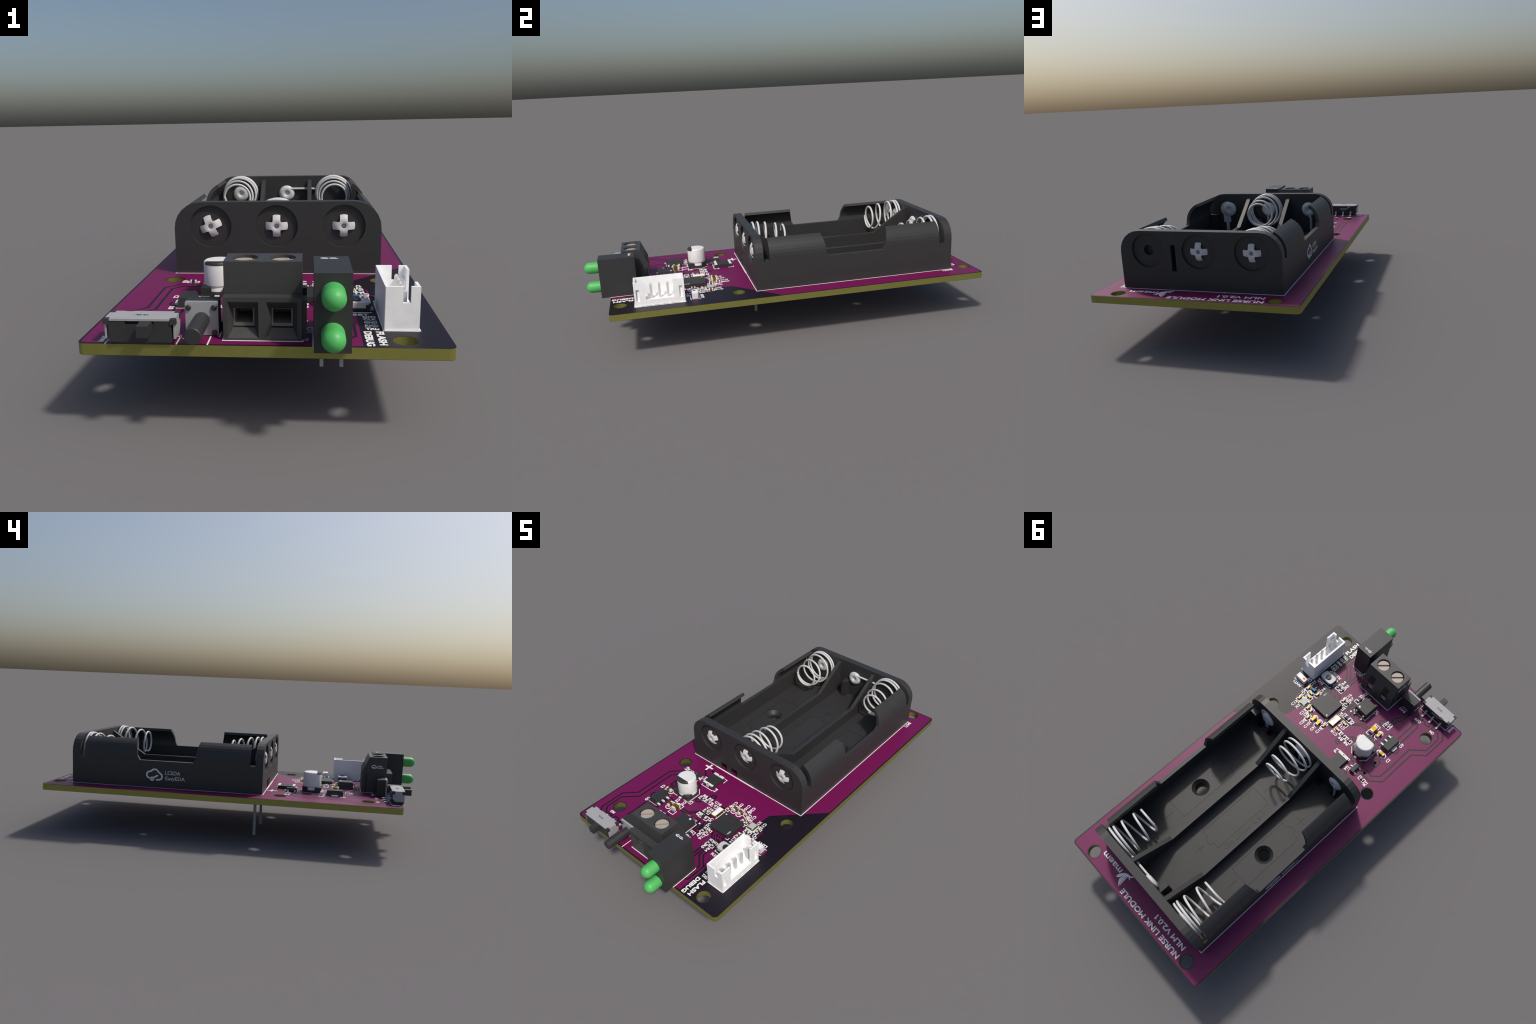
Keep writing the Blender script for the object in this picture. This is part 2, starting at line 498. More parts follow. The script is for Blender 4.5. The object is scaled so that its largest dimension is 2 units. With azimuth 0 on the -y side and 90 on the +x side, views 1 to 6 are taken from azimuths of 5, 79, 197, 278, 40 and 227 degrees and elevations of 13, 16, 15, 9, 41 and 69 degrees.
for _, x, y, a in C0402 + R0402:
    bracket(x, y, a, 0.0385, 0.0200)
for _, x, y, a in C0603:
    bracket(x, y, a, 0.0530, 0.0270, 0.0042, 0.34, 0.008)
for _, x, y, a in R0603:
    bracket(x, y, a, 0.0550, 0.0265)
bracket(-0.1310, -0.5455, "y", 0.0765, 0.0335, LW, 0.36)

lines = [
    # battery holder outline, slightly heavier along the front
    [(-0.3745, -0.1735), (0.3745, -0.1735)], [(0.3745, -0.1735), (0.3745, 0.8755)],
    [(0.3745, 0.8755), (-0.3745, 0.8755)], [(-0.3745, 0.8755), (-0.3745, -0.1735)],
    # terminal block and its key strip
    [(-0.1015, -0.8535), (0.1015, -0.8535)], [(0.1015, -0.8535), (0.1015, -0.842), (0.1125, -0.842)],
    [(-0.1020, -0.6870), (0.1020, -0.6870)], [(-0.1020, -0.6870), (-0.1020, -0.850)], [(0.1020, -0.687), (0.1020, -0.715)],
    [(0.1130, -0.842), (0.1130, -0.828)], [(0.1130, -0.7000), (0.1130, -0.690)],
    # indicator block
    [(0.2200, -0.8870), (0.2200, -0.7490)], [(0.1270, -0.7490), (0.2200, -0.7490)], [(0.1270, -0.8870), (0.1270, -0.7490)],
    # connector
    [(0.3120, -0.7675), (0.4065, -0.7675)], [(0.4065, -0.7675), (0.4065, -0.5255)], [(0.4065, -0.5255), (0.3120, -0.5255)], [(0.3120, -0.5255), (0.3120, -0.7675)],
    # slide switch
    [(-0.2360, -0.8280), (-0.2140, -0.8280), (-0.2140, -0.8400)], [(-0.3960, -0.8295), (-0.2360, -0.8290)], [(-0.3970, -0.8300), (-0.3985, -0.8835)],
    [(-0.2300, -0.8290), (-0.2150, -0.8290), (-0.2150, -0.8830)],
    # push button
    [(-0.1365, -0.8835), (-0.1365, -0.8260)], [(-0.1760, -0.7665), (-0.1420, -0.7665)], [(-0.2055, -0.7940), (-0.2055, -0.8270)], [(-0.1140, -0.7940), (-0.1140, -0.8270)],
    # big capacitor outline
    [(-0.1190, -0.4000), (-0.1190, -0.4735)], [(-0.1190, -0.4735), (-0.1500, -0.4735)], [(-0.2000, -0.4735), (-0.2285, -0.4735), (-0.2285, -0.3900), (-0.2040, -0.3660)], [(-0.1190, -0.3930), (-0.1450, -0.3660)],
    # fuse
    [(-0.1640, -0.3200), (-0.1640, -0.3320), (-0.0880, -0.3320)], [(-0.1640, -0.245), (-0.1640, -0.222), (-0.1500, -0.2220)], [(-0.0840, -0.2500), (-0.0840, -0.2210), (-0.1020, -0.2210)],
    # regulator
    [(-0.2250, -0.5005), (-0.2800, -0.5005), (-0.2800, -0.5210)], [(-0.2800, -0.5700), (-0.2800, -0.5925), (-0.2250, -0.5925)],
    # transistor
    [(-0.2020, -0.3030), (-0.2020, -0.2830), (-0.2120, -0.2830)], [(-0.2020, -0.3250), (-0.2020, -0.3400)],
    # isolator
    [(0.0180, -0.5540), (-0.0610, -0.5540), (-0.0610, -0.6470)], [(0.0250, -0.5540), (0.0250, -0.6470)],
    # reset button
    [(0.2950, -0.5550), (0.2110, -0.5540), (0.2110, -0.5630)], [(0.2950, -0.6175), (0.2110, -0.6175), (0.2110, -0.6090)],
    # clock chip bar, antenna
    [(0.0690, -0.4650), (0.0690, -0.3970)], [(0.3910, -0.4570), (0.3210, -0.4570)], [(0.3910, -0.5000), (0.3210, -0.5000)],
    # crystal frame with doubled sides
    [(0.2220, -0.3645), (0.2220, -0.4115), (0.2650, -0.4115), (0.2650, -0.3645), (0.2220, -0.3645)],
    [(0.2650, -0.4160), (0.2280, -0.4160)], [(0.2690, -0.4115), (0.2690, -0.3800)],
    # chip corner ticks
    [(0.0930, -0.5295), (0.0825, -0.5295)], [(0.1960, -0.5290), (0.2085, -0.5290), (0.2085, -0.5170)], [(0.2085, -0.4150), (0.2085, -0.4040)], [(0.0830, -0.4130), (0.0830, -0.4025), (0.0930, -0.4025)],
]
for l in lines:
    b.ribbon(l, LW, ZB, ZS - 0.0001 * (len(l) % 3), "ink")
b.ribbon([(-0.2050, -0.1745), (0.0600, -0.1745)], 0.0068, ZB, ZS + 0.0001, "ink")
for x in (0.2, 0.06, -0.11):
    b.ribbon([(x, 0.8745), (x, 0.8800)], 0.003, ZB, ZS + 0.0002, "ink")
b.ribbon([(0.147, -0.1750), (0.147, -0.1700)], 0.003, ZB, ZS + 0.0002, "ink")
# polarity plus, small dots
b.ribbon([(-0.2320, -0.2310), (-0.2320, -0.1850)], 0.0095, ZB, ZS, "ink")
b.ribbon([(-0.2530, -0.2060), (-0.2100, -0.2060)], 0.0095, ZB, ZS + 0.0002, "ink")
for x, y, r in [(0.0304, -0.5388, 0.0052), (0.2145, -0.6060, 0.0035), (-0.2055, -0.8440, 0.003), (-0.0965, -0.801, 0.002), (-0.2240, -0.5000, 0.0030), (-0.1985, -0.2985, 0.0040)]:
    b.disc((x, y), r, ZB, ZS, "ink", 12)
part("printed_outline", b, board, kind="stuff")

# words: text, x, y, direction in degrees, width, height, stroke weight
def label(s, x, y, deg, w, h, bold=0.012):
    q = Builder()
    lettering(q, s, board_frame(x, y, deg, ZB + 0.0006), w, h, "ink", bold, 0.0006)
    part("printed_word", q, board)

label("NURSE LINK MODULE", -0.0998, 0.9690, 0, 0.431, 0.0270, 0.045)
label("NLM V2.0.1", -0.2023, 0.9245, 0, 0.209, 0.0270, 0.040)
label("maem", 0.2540, 0.9150, 0, 0.134, 0.0220, 0.035)
label("FLASH", 0.3005, -0.8235, -90, 0.0970, 0.0212, 0.062)
label("DEBUG", 0.2690, -0.8270, -90, 0.1040, 0.0212, 0.062)
for s, y in (("TXD", -0.7545), ("RXD", -0.7295), ("GND", -0.7037), ("CLK", -0.6778), ("DIO", -0.6570)):
    label(s, 0.2848, y, 0, 0.0365, 0.0160, 0.045)
label("RESET", 0.2480, -0.6375, 0, 0.0765, 0.0165, 0.045)
RH, CW = 0.0165, 0.0147
refs = [("C2", -0.3060, -0.4750, -90), ("U3", -0.2964, -0.5893, -90), ("M1", -0.1846, -0.2852, -90), ("F1", -0.0782, -0.3168, -90),
        ("R1", -0.3154, -0.2928, -90), ("R9", -0.0459, -0.3817, 0), ("R8", -0.0847, -0.3825, 0), ("C18", 0.0025, -0.3792, 0),
        ("R12", -0.1690, -0.6365, 180), ("C19", -0.0007, -0.4343, 0), ("R3", -0.0225, -0.4932, -90), ("C15", 0.0694, -0.3288, -90),
        ("C9", 0.0994, -0.3112, -90), ("C10", 0.1349, -0.3042, -90), ("C20", 0.1652, -0.3010, -90), ("C8", 0.1868, -0.3452, -90),
        ("C13", 0.2069, -0.3427, -90), ("C12", 0.2792, -0.3484, -90), ("X1", 0.2517, -0.3458, -90), ("C14", 0.2282, -0.5136, -90),
        ("R5", 0.1510, -0.6302, -90), ("C16", 0.1018, -0.5926, -90), ("R7", 0.0788, -0.5936, -90), ("R2", 0.0482, -0.6697, -90),
        ("U2", 0.0698, -0.5174, -90), ("U4", 0.0562, -0.4853, -90), ("U1", -0.0702, -0.6336, -90), ("U5", 0.3247, -0.5111, 0),
        ("SW2", 0.2719, -0.5434, 0), ("R4", 0.1787, -0.6346, -90), ("C11", 0.2954, -0.5050, -90), ("SW1", -0.1571, -0.7495, 0),
        ("SW4", -0.4140, -0.8540, -90), ("OFF", -0.2560, -0.7640, 0), ("ON", -0.3548, -0.7655, 0), ("ANT1", 0.3530, -0.4425, 0),
        ("LED1", 0.1580, -0.7350, 0), ("L1", 0.2540, -0.4990, 180), ("C7", 0.2870, -0.4270, -90), ("C6", 0.2980, -0.4370, -90),
        ("C4", -0.1310, -0.4910, -90), ("C5", -0.1710, -0.4970, -90), ("C1", -0.1060, -0.4640, -90), ("CN1", 0.1190, -0.7700, -90),
        ("BAT1", 0.3890, 0.8450, -90)]
for s, x, y, d in refs:
    label(s, x, y, d, CW * len(s) - 0.003, RH, 0.055 if s != "CN1" else 0.015)

# hummingbird emblem beside the maker's word: body, wing feathers, beak, tail
b = Builder()
def leaf(p, q, w, bend, z):
    p, q = Vector(p), Vector(q)
    d = q - p
    n = Vector((-d.y, d.x)).normalized()
    up, dn = [], []
    for i in range(9):
        t = i / 8
        c = p + d * t + n * bend * sin(pi * t)
        h = w * (sin(pi * min(1, t * 0.9 + 0.1)) ** 0.8) / 2
        up.append(tuple(c + n * h))
        dn.append(tuple(c - n * h))
    b.prism([up + dn[::-1]], "z", ZB, z, "ink")
leaf((0.1860, 0.9400), (0.1270, 0.8960), 0.017, 0.008, ZS)            # body
leaf((0.1370, 0.9040), (0.1200, 0.8880), 0.0075, 0.002, ZS + 0.0001)   # head and beak
leaf((0.1400, 0.9010), (0.1230, 0.9115), 0.0050, -0.002, ZS + 0.0002)
leaf((0.1520, 0.9100), (0.1390, 0.9720), 0.0085, -0.008, ZS + 0.0003)
leaf((0.1460, 0.9080), (0.1370, 0.9660), 0.0060, -0.003, ZS + 0.0001)
leaf((0.1600, 0.9160), (0.1450, 0.9650), 0.0060, -0.010, ZS + 0.0002)
leaf((0.1700, 0.9300), (0.1890, 0.9480), 0.0080, 0.002, ZS + 0.0002)
part("bird_emblem", b, board)

# ========================================================= BATTERY HOLDER
HX, HY0, HY1 = 0.372, -0.170, 0.871        # footprint
HZ0, HZ1, HF = 0.2500, 0.511, 0.2956       # base, top, cell floor
AZ = 0.423                                 # height of the cell axes
PT = 0.040                                 # end plate thickness
CR, CXC, CZC = 0.095, 0.277, 0.416         # shoulder rounding
b = Builder()
def end_profile():
    return ([(-HX, HZ0), (HX, HZ0)] + arc(CXC, CZC, CR, 0, 90, 6) + arc(-CXC, CZC, CR, 90, 180, 6))
RR, RD = 0.0765, 0.011                      # round recess behind each contact
# front plate: recess layer + body layer, two small notches at the foot
notch = [(-0.177, HZ0), (-0.177, 0.293), (-0.132, 0.293), (-0.132, HZ0), (-0.106, HZ0), (-0.106, 0.293), (-0.060, 0.293), (-0.060, HZ0)]
front = [(-HX, HZ0)] + notch + [(HX, HZ0)] + arc(CXC, CZC, CR, 0, 90, 6) + arc(-CXC, CZC, CR, 90, 180, 6)
b.prism([front] + [circle(x, AZ, RR, 40) for x in CELLS], "y", HY0, HY0 + RD, "holder")
b.prism([front] + [circle(x, AZ, 0.016, 16) for x in CELLS], "y", HY0 + RD, HY0 + PT, "holder")
slot = rect(0.1077, 0.1287, 0.333, 0.4505)
b.prism([end_profile()] + [circle(x, AZ, RR, 40) for x in CELLS] + [slot], "y", HY1 - RD, HY1, "holder")
b.prism([end_profile()] + [circle(x, AZ, 0.0235 if x > 0.1 else 0.016, 18) for x in CELLS] + [slot], "y", HY1 - PT + 0.006, HY1 - RD, "holder")
b.prism([end_profile()] + [circle(x, AZ, 0.016, 18) for x in CELLS[:2]] + [slot], "y", HY1 - PT, HY1 - PT + 0.006, "holder")
# floor with two countersunk screw holes and three square wire openings
fi = rect(-HX + 0.0006, HX - 0.0006, HY0 + PT, HY1 - PT)
sq = [rect(0.273, 0.306, -0.1295, -0.098), rect(0.205, 0.238, -0.1295, -0.098), rect(-0.168, -0.133, -0.1295, -0.098), rect(-0.026, 0.026, -0.128, -0.106), rect(-0.268, -0.232, -0.129, -0.108)]
big = [fi] + sq + [circle(x, y, 0.0465, 28) for x, y in SCREW_HOLES]
mid = [fi] + sq + [circle(x, y, 0.0305, 28) for x, y in SCREW_HOLES]
b.prism(mid, "z", 0.2740, HF, "holder", loops_b=big)
b.prism(mid, "z", HZ0, 0.2740, "holder")
WT = 0.0195
WZ = 0.3925
def side(s):
    def X(x): return s * x
    # low wall over the full length, with the finger notch between the clips
    b.prism([rect(HY0 + PT, HY1 - PT, HF - 0.002, WZ)], "x", X(HX - WT), X(HX), "holder")
    # curved clips that hold the cells
    ang = [0, 10, 20, 30, 40, 50, 60, 64.4]
    def shell(y0, y1, lean0, lean1):
        prof = [(HX, WZ)] + [(CXC + CR * cos(radians(a)), CZC + CR * sin(radians(a))) for a in ang]
        ri = CR - 0.0155
        inner = [(HX - WT, WZ)] + [(CXC + ri * cos(radians(a)), CZC + ri * sin(radians(a))) for a in ang]
        n = len(prof)
        vs = []
        for (px, pz), (qx, qz) in zip(prof, inner):
            t = (pz - WZ) / (0.502 - WZ)
            ease = t * t
            fil = 0.012 * max(0, 1 - t * 7) ** 2
            a, c = y0 + lean0 * ease - (fil if lean0 else 0), y1 + lean1 * ease + (fil if lean1 else 0)
            vs += [(X(px), a, pz), (X(px), c, pz), (X(qx), a, qz), (X(qx), c, qz)]
        fs = []
        for i in range(n - 1):
            o, p = 4 * i, 4 * i + 4
            fs += [(o, o + 1, p + 1, p), (o + 2, p + 2, p + 3, o + 3), (o, p, p + 2, o + 2), (o + 1, o + 3, p + 3, p + 1)]
        e0 = 4 * (n - 1)
        fs += [(0, 2, 3, 1), (e0, e0 + 1, e0 + 3, e0 + 2)]
        b.add(vs, fs, "holder")
    shell(-0.100, 0.192, 0.0, -0.017)
    shell(0.506, 0.802, 0.020, 0.0)
side(1)
side(-1)
# dividers between the cells, high at both ends
DW = 0.0105
for x in (-0.120, 0.118):
    b.prism([[(HY0 + PT - 0.001, HF - 0.002), (HY1 - PT + 0.001, HF - 0.002), (HY1 - PT + 0.001, 0.4925), (0.630, 0.357), (0.073, 0.357), (HY0 + PT - 0.001, 0.4905)]],
            "x", x - DW, x + DW, "holder")
# small posts that keep cell polarity
for x0, x1, y0, y1, zt in [(-0.062, -0.034, 0.785, HY1 - PT + 0.001, 0.398), (0.100, 0.1275, 0.795, HY1 - PT + 0.001, 0.385), (0.310, 0.353, HY0 + PT - 0.001, -0.098, 0.392), (-0.353, -0.310, HY0 + PT - 0.001, -0.098, 0.392),
                           (-0.062, -0.034, HY0 + PT - 0.001, -0.105, 0.37), (0.034, 0.062, HY0 + PT - 0.001, -0.105, 0.37)]:
    c = 0.008
    b.prism([[(x0, y0), (x1, y0), (x1, y1), (x0, y1)]], "z", HF - 0.001, zt, "holder")
holder = part("battery_holder", b, root)

# cell drawings on the floor, laid on as thin dark ribbons
b = Builder()
EZ = HF + 0.0004
def drawing(cx, y0, y1, flip, x0, x1):
    w0, w1 = (y0, y1) if not flip else (y1, y0)
    d = 0.018 if not flip else -0.018
    q = 0.019
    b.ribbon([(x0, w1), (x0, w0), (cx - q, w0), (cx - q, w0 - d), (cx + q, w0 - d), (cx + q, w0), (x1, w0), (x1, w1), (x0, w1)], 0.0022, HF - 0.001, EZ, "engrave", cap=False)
    p = w0 - d * 4
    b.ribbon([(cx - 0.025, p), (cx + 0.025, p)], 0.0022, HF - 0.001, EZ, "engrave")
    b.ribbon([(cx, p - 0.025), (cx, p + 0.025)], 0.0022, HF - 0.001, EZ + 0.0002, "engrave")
    m = w1 + d * 2.6
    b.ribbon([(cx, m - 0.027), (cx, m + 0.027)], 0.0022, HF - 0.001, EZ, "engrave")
drawing(-0.2395, 0.174, 0.512, False, -0.297, -0.184)
drawing(-0.003, 0.154, 0.492, True, -0.060, 0.053)
drawing(0.2330, 0.172, 0.514, False, 0.177, 0.290)
lettering(b, "OR UM-4 A/S-1", board_frame(-0.083, 0.338, -90, HF), 0.262, 0.025, "holder", 0.0, 0.0012)
part("floor_engraving", b, holder)

# maker's mark on the left wall
b = Builder()
cloud_mark(b, axes_frame((-HX - 0.0001, 0.4117, 0.3190), (0, -1, 0), (0, 0, 1)), 0.0900, "logo")
part("printed_mark", b, holder)

# contact springs: conical coils, wide at the plate
def coil(cx, ys, rs, wire, a0, turn, tail0=(), tail1=(), turns=None):
    pts = list(tail0)
    n = len(ys) - 1
    steps = 28
    for i in range(int((turns or n) * steps) + 1):
        t = i / steps
        k = min(int(t), n - 1)
        f = t - k
        y = ys[k] + (ys[k + 1] - ys[k]) * f
        r = rs[k] + (rs[k + 1] - rs[k]) * f
        a = radians(a0) + turn * 2 * pi * t
        pts.append((cx + r * cos(a), y, AZ + r * sin(a)))
    pts += list(tail1)
    return pts

WR = 0.0057
BY = HY1 - PT - 0.010
b = Builder()
b.tube(coil(CELLS[2], [0.8225, 0.8090, 0.7770, 0.7120, 0.6550, 0.6480], [0.0885, 0.0880, 0.0840, 0.0750, 0.0620, 0.0590], WR, 164, -1, turns=4.75,
            tail0=[(0.020, 0.8215, 0.447), (0.08, 0.8215, 0.447), (0.125, 0.8215, 0.447), (0.143, 0.8215, 0.4448)]), WR, "spring")
part("contact_spring", b, holder, 60)
b = Builder()
b.tube(coil(CELLS[0], [0.8240, 0.8120, 0.7890, 0.7310, 0.6560, 0.6480], [0.0880, 0.0880, 0.0860, 0.0790, 0.0660, 0.0610], WR, 180, -1), WR, "spring")
part("contact_spring", b, holder, 60)
b = Builder()
b.tube(coil(CELLS[1], [-0.1170, -0.0920, -0.0550, 0.0040, 0.0540, 0.0640], [0.0880, 0.0880, 0.0840, 0.0750, 0.0620, 0.0600], WR, 20, 1, turns=4.42), WR, "spring")
part("contact_spring", b, holder, 60)

# button contacts inside the cells (dished discs)
def button_disc(cx, y, facing, r=0.0405):
    prof = [(0.0, 0.006), (0.009, 0.0065), (0.0105, 0.011), (0.016, 0.0150), (0.024, 0.0160), (0.033, 0.0130), (r - 0.002, 0.008), (r, 0.004), (r - 0.002, 0.0), (0, 0.0)]
    q = Builder()
    q.lathe(prof, (cx, y, AZ), (0, facing, 0), "rivet", 36)
    return q
for x, y, f in ((CELLS[1], HY1 - PT - 0.0003, -1), (CELLS[0], HY1 - PT - 0.0003, -1), (CELLS[1], HY0 + PT + 0.0003, 1)):
    part("contact_button", button_disc(x, y, f), holder, 40)
q = button_disc(CELLS[0], HY0 + PT + 0.0003, 1)
q.tube([(-0.243, -0.122, 0.392), (-0.247, -0.121, 0.382), (-0.2520, -0.120, 0.372), (-0.2530, -0.120, 0.355), (-0.2530, -0.120, 0.24), (-0.2530, -0.120, 0.0)], 0.0080, "lead", 12)
part("contact_button", q, holder, 40)
q = Builder()
q.lathe([(0, 0.004), (0.042, 0.004), (0.0435, 0.002), (0.0435, 0), (0, 0)], (0.2560, HY0 + PT + 0.0004, AZ), (0, 1, 0), "rivet", 36)
q.lathe([(0.0, 0.013), (0.011, 0.0135), (0.013, 0.018), (0.020, 0.0200), (0.032, 0.0175), (0.040, 0.012), (0.040, 0.004), (0, 0.004)], (0.2400, HY0 + PT + 0.0004, AZ), (0, 1, 0), "rivet", 36)
q.box(0.2390, 0.2830, HY0 + PT + 0.0006, HY0 + PT + 0.0046, 0.344, 0.395, "rivet")
q.box(0.2490, 0.2690, HY0 + PT + 0.0010, HY0 + PT + 0.0050, 0.225, 0.345, "rivet")
part("contact_button", q, holder, 40)
q = Builder()
q.tube([(0.004, -0.1195, 0.395), (0.001, -0.1200, 0.360), (0.0, -0.1200, 0.300), (0.0, -0.1200, 0.0)], 0.0080, "lead", 12)
part("contact_lead", q, holder, 40)

# cross-shaped rivet heads spread in the outer recesses
def cross_rivet(cx, face, facing, rot):
    """Four-lobed eyelet: each lobe is a curved tongue rolling out from a collar."""
    q = Builder()
    o, hw, hole = 0.0405, 0.0135, 0.0098
    nr = 7
    for k in range(4):
        vs, fs = [], []
        for i in range(nr + 1):
            t = i / nr
            r = hole + (o - hole) * t
            h = 0.0035 + 0.0100 * sin(pi * min(1.0, 0.30 + 0.62 * t)) - 0.004 * t * t
            for j in range(5):
                s = (j - 2) / 2
                ww = hw if t > 0.38 else max(hw, min(r, hole * 2.2))
                x = sqrt(max(r * r - (s * ww) ** 2, 0.0)) if abs(s * ww) < r * 0.98 else r * 0.2
                for d in (0, 0.0045):
                    vs.append((x, s * ww, h - d))
        def id_(i, j, d): return (i * 5 + j) * 2 + d
        for i in range(nr):
            for j in range(4):
                fs.append((id_(i, j, 0), id_(i + 1, j, 0), id_(i + 1, j + 1, 0), id_(i, j + 1, 0)))
                fs.append((id_(i, j, 1), id_(i, j + 1, 1), id_(i + 1, j + 1, 1), id_(i + 1, j, 1)))
            fs.append((id_(i, 0, 0), id_(i, 0, 1), id_(i + 1, 0, 1), id_(i + 1, 0, 0)))
            fs.append((id_(i, 4, 0), id_(i + 1, 4, 0), id_(i + 1, 4, 1), id_(i, 4, 1)))
        for j in range(4):
            fs.append((id_(nr, j, 0), id_(nr, j, 1), id_(nr, j + 1, 1), id_(nr, j + 1, 0)))
            fs.append((id_(0, j, 0), id_(0, j + 1, 0), id_(0, j + 1, 1), id_(0, j, 1)))
        m = Matrix.Rotation(rot + k * pi / 2, 4, "Z")
        n0 = len(q.v)
        q.add(vs, fs, "rivet")
        q.transform(m, n0)
    q.lathe([(hole, -0.006), (hole, 0.0085), (0.0125, 0.0120), (0.0185, 0.0128), (0.0205, 0.0110), (0.0205, 0.004), (0.019, -0.003), (hole, -0.006)], (0, 0, 0), (0, 0, 1), "rivet", 24)
    q.lathe([(0.0, 0.0), (hole, 0.0), (hole, -0.004), (0.0, -0.004)], (0, 0, -0.001), (0, 0, 1), "lead", 24)
    q.transform(axes_frame((cx, face, AZ), (1 if facing < 0 else -1, 0, 0), (0, 0, 1)))
    return q
for x, r in zip(CELLS, (radians(22), 0, 0)):
    part("cross_rivet", cross_rivet(x, HY0 + RD, -1, r), holder, 50)
for x in CELLS[:2]:
    part("cross_rivet", cross_rivet(x, HY1 - RD, 1, 0), holder, 50)

# ========================================================= TERMINAL BLOCK
b = Builder()
TX = 0.0998
prof = [(-0.8515, 0.2487), (-0.8515, 0.3620), (-0.8200, 0.3620), (-0.8200, 0.4470), (-0.7235, 0.4470), (-0.6880, 0.3660), (-0.6880, 0.2487)]
SP = 0.0490                                 # half of the contact pitch
OPW, OPB, OPT = 0.0392, 0.2545, 0.3505      # mouth of each wire funnel
INW, INB, INT = 0.0275, 0.2760, 0.3300      # throat
YF, YT, YBK = -0.8515, -0.8300, -0.7650
# solid ends, middle rib, roof, base and back built as separate walls round the two cavities
def ends(x0, x1):
    b.prism([prof], "x", x0, x1, "terminal")
ends(-TX, -SP - OPW)
ends(-SP + OPW, SP - OPW)
ends(SP + OPW, TX)
for s in (-1, 1):
    c = s * SP
    x0, x1 = c - OPW - 0.0002, c + OPW + 0.0002
    lo = [(YF, 0.2487), (YF, OPB), (-0.700, OPB), (-0.6885, 0.262), (-0.6885, 0.2487)]
    b.prism([lo], "x", x0, x1, "terminal")
    # upper body, with the screw well left open as a round shaft
    well = circle(c, -0.7720, 0.0345, 28)
    z0, z1 = OPT + 0.0115, 0.4470
    fl = [(x0, -0.8200), (x1, -0.8200), (x1, -0.7235), (x0, -0.7235)]
    bl = [(x0, -0.8200), (x1, -0.8200), (x1, -0.6880 + 0.0005), (x0, -0.6880 + 0.0005)]
    b.prism([bl, well], "z", z0, z1, "terminal", loops_b=[fl, well])
    b.prism([[(YF, OPT), (YF, 0.3620), (-0.688, 0.3620), (-0.688, OPT)]], "x", x0, x1, "terminal")
    # back wall with a small window
    b.prism([rect(x0, x1, OPB - 0.003, OPT + 0.003), rect(c - 0.0175, c + 0.0175, 0.288, 0.345)], "y", -0.6980, -0.6884, "terminal")
    b.box(c - 0.019, c + 0.019, -0.712, -0.700, 0.28, 0.349, "lead")
    sl = [(-0.7035, 0.4015), (-0.6883, 0.3668), (-0.6883, 0.3450), (-0.6876, 0.3450), (-0.6876, 0.3670), (-0.7029, 0.4018)]
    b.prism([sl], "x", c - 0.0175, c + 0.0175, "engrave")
    # tapered funnel mouth
    o = [(c - OPW, YF, OPB), (c + OPW, YF, OPB), (c + OPW, YF, OPT), (c - OPW, YF, OPT)]
    i = [(c - INW, YT, INB), (c + INW, YT, INB), (c + INW, YT, INT), (c - INW, YT, INT)]
    k = [(p[0], -0.80, p[2]) for p in i]
    vs = o + i + k
    fs = [(a, (a + 1) % 4, 4 + (a + 1) % 4, 4 + a) for a in range(4)] + [(4 + a, 4 + (a + 1) % 4, 8 + (a + 1) % 4, 8 + a) for a in range(4)]
    b.add(vs, fs, "terminal")
    b.box(c - OPW, c + OPW, -0.7220, -0.7160, OPB, OPT, "terminal")
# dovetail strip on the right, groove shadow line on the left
b.prism([rect(-0.8420, -0.8000, 0.2487, 0.3535)], "x", TX - 0.001, 0.1110, "terminal")
b.prism([rect(-0.7300, -0.7000, 0.2487, 0.3535)], "x", TX - 0.001, 0.1110, "terminal")
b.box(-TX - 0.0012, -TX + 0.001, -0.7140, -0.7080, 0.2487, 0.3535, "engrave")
terminal = part("terminal_block", b, root)
for s in (-1, 1):
    c = s * SP
    q = Builder()
    n = 40
    R = 0.0310
    zt, sd, sw = 0.4390, 0.011, 0.0042
    up = [(c + R * cos(a), -0.7720 + R * sin(a)) for a in [radians(9 + 162 * i / 16) for i in range(17)]]
    rot = Matrix.Rotation(radians(47), 4, "Z")
    def spin(p): 
        v = rot @ Vector((p[0] - c, p[1] + 0.7720, 0))
        return (v.x + c, v.y - 0.7720)
    q.prism([[spin(p) for p in up]], "z", zt - 0.02, zt, "screw")
    q.prism([[spin((2 * c - p[0], -1.544 - p[1])) for p in up]], "z", zt - 0.02, zt, "screw")
    q.disc((c, -0.7720), R - 0.0003, zt - 0.04, zt - sd, "screw", 32)
    part("clamp_screw", q, terminal, 30)
    q = Builder()
    w, z0, z1 = 0.0272, 0.2790, 0.3275
    t = 0.0042
    q.prism([rect(c - w, c + w, z0, z1), rect(c - w + t, c + w - t, z0 + 0.0085, z1 - 0.001)], "y", -0.8260, -0.7300, "cage")
    q.box(c - w, c + w, -0.7320, -0.7290, z0, z1, "cage")
    part("wire_clamp", q, terminal)
b = Builder()
cloud_mark(b, axes_frame((-TX - 0.0001, -0.7505, 0.3950), (0, -1, 0), (0, 0, 1)), 0.0275, "logo")
part("printed_mark", b, terminal)

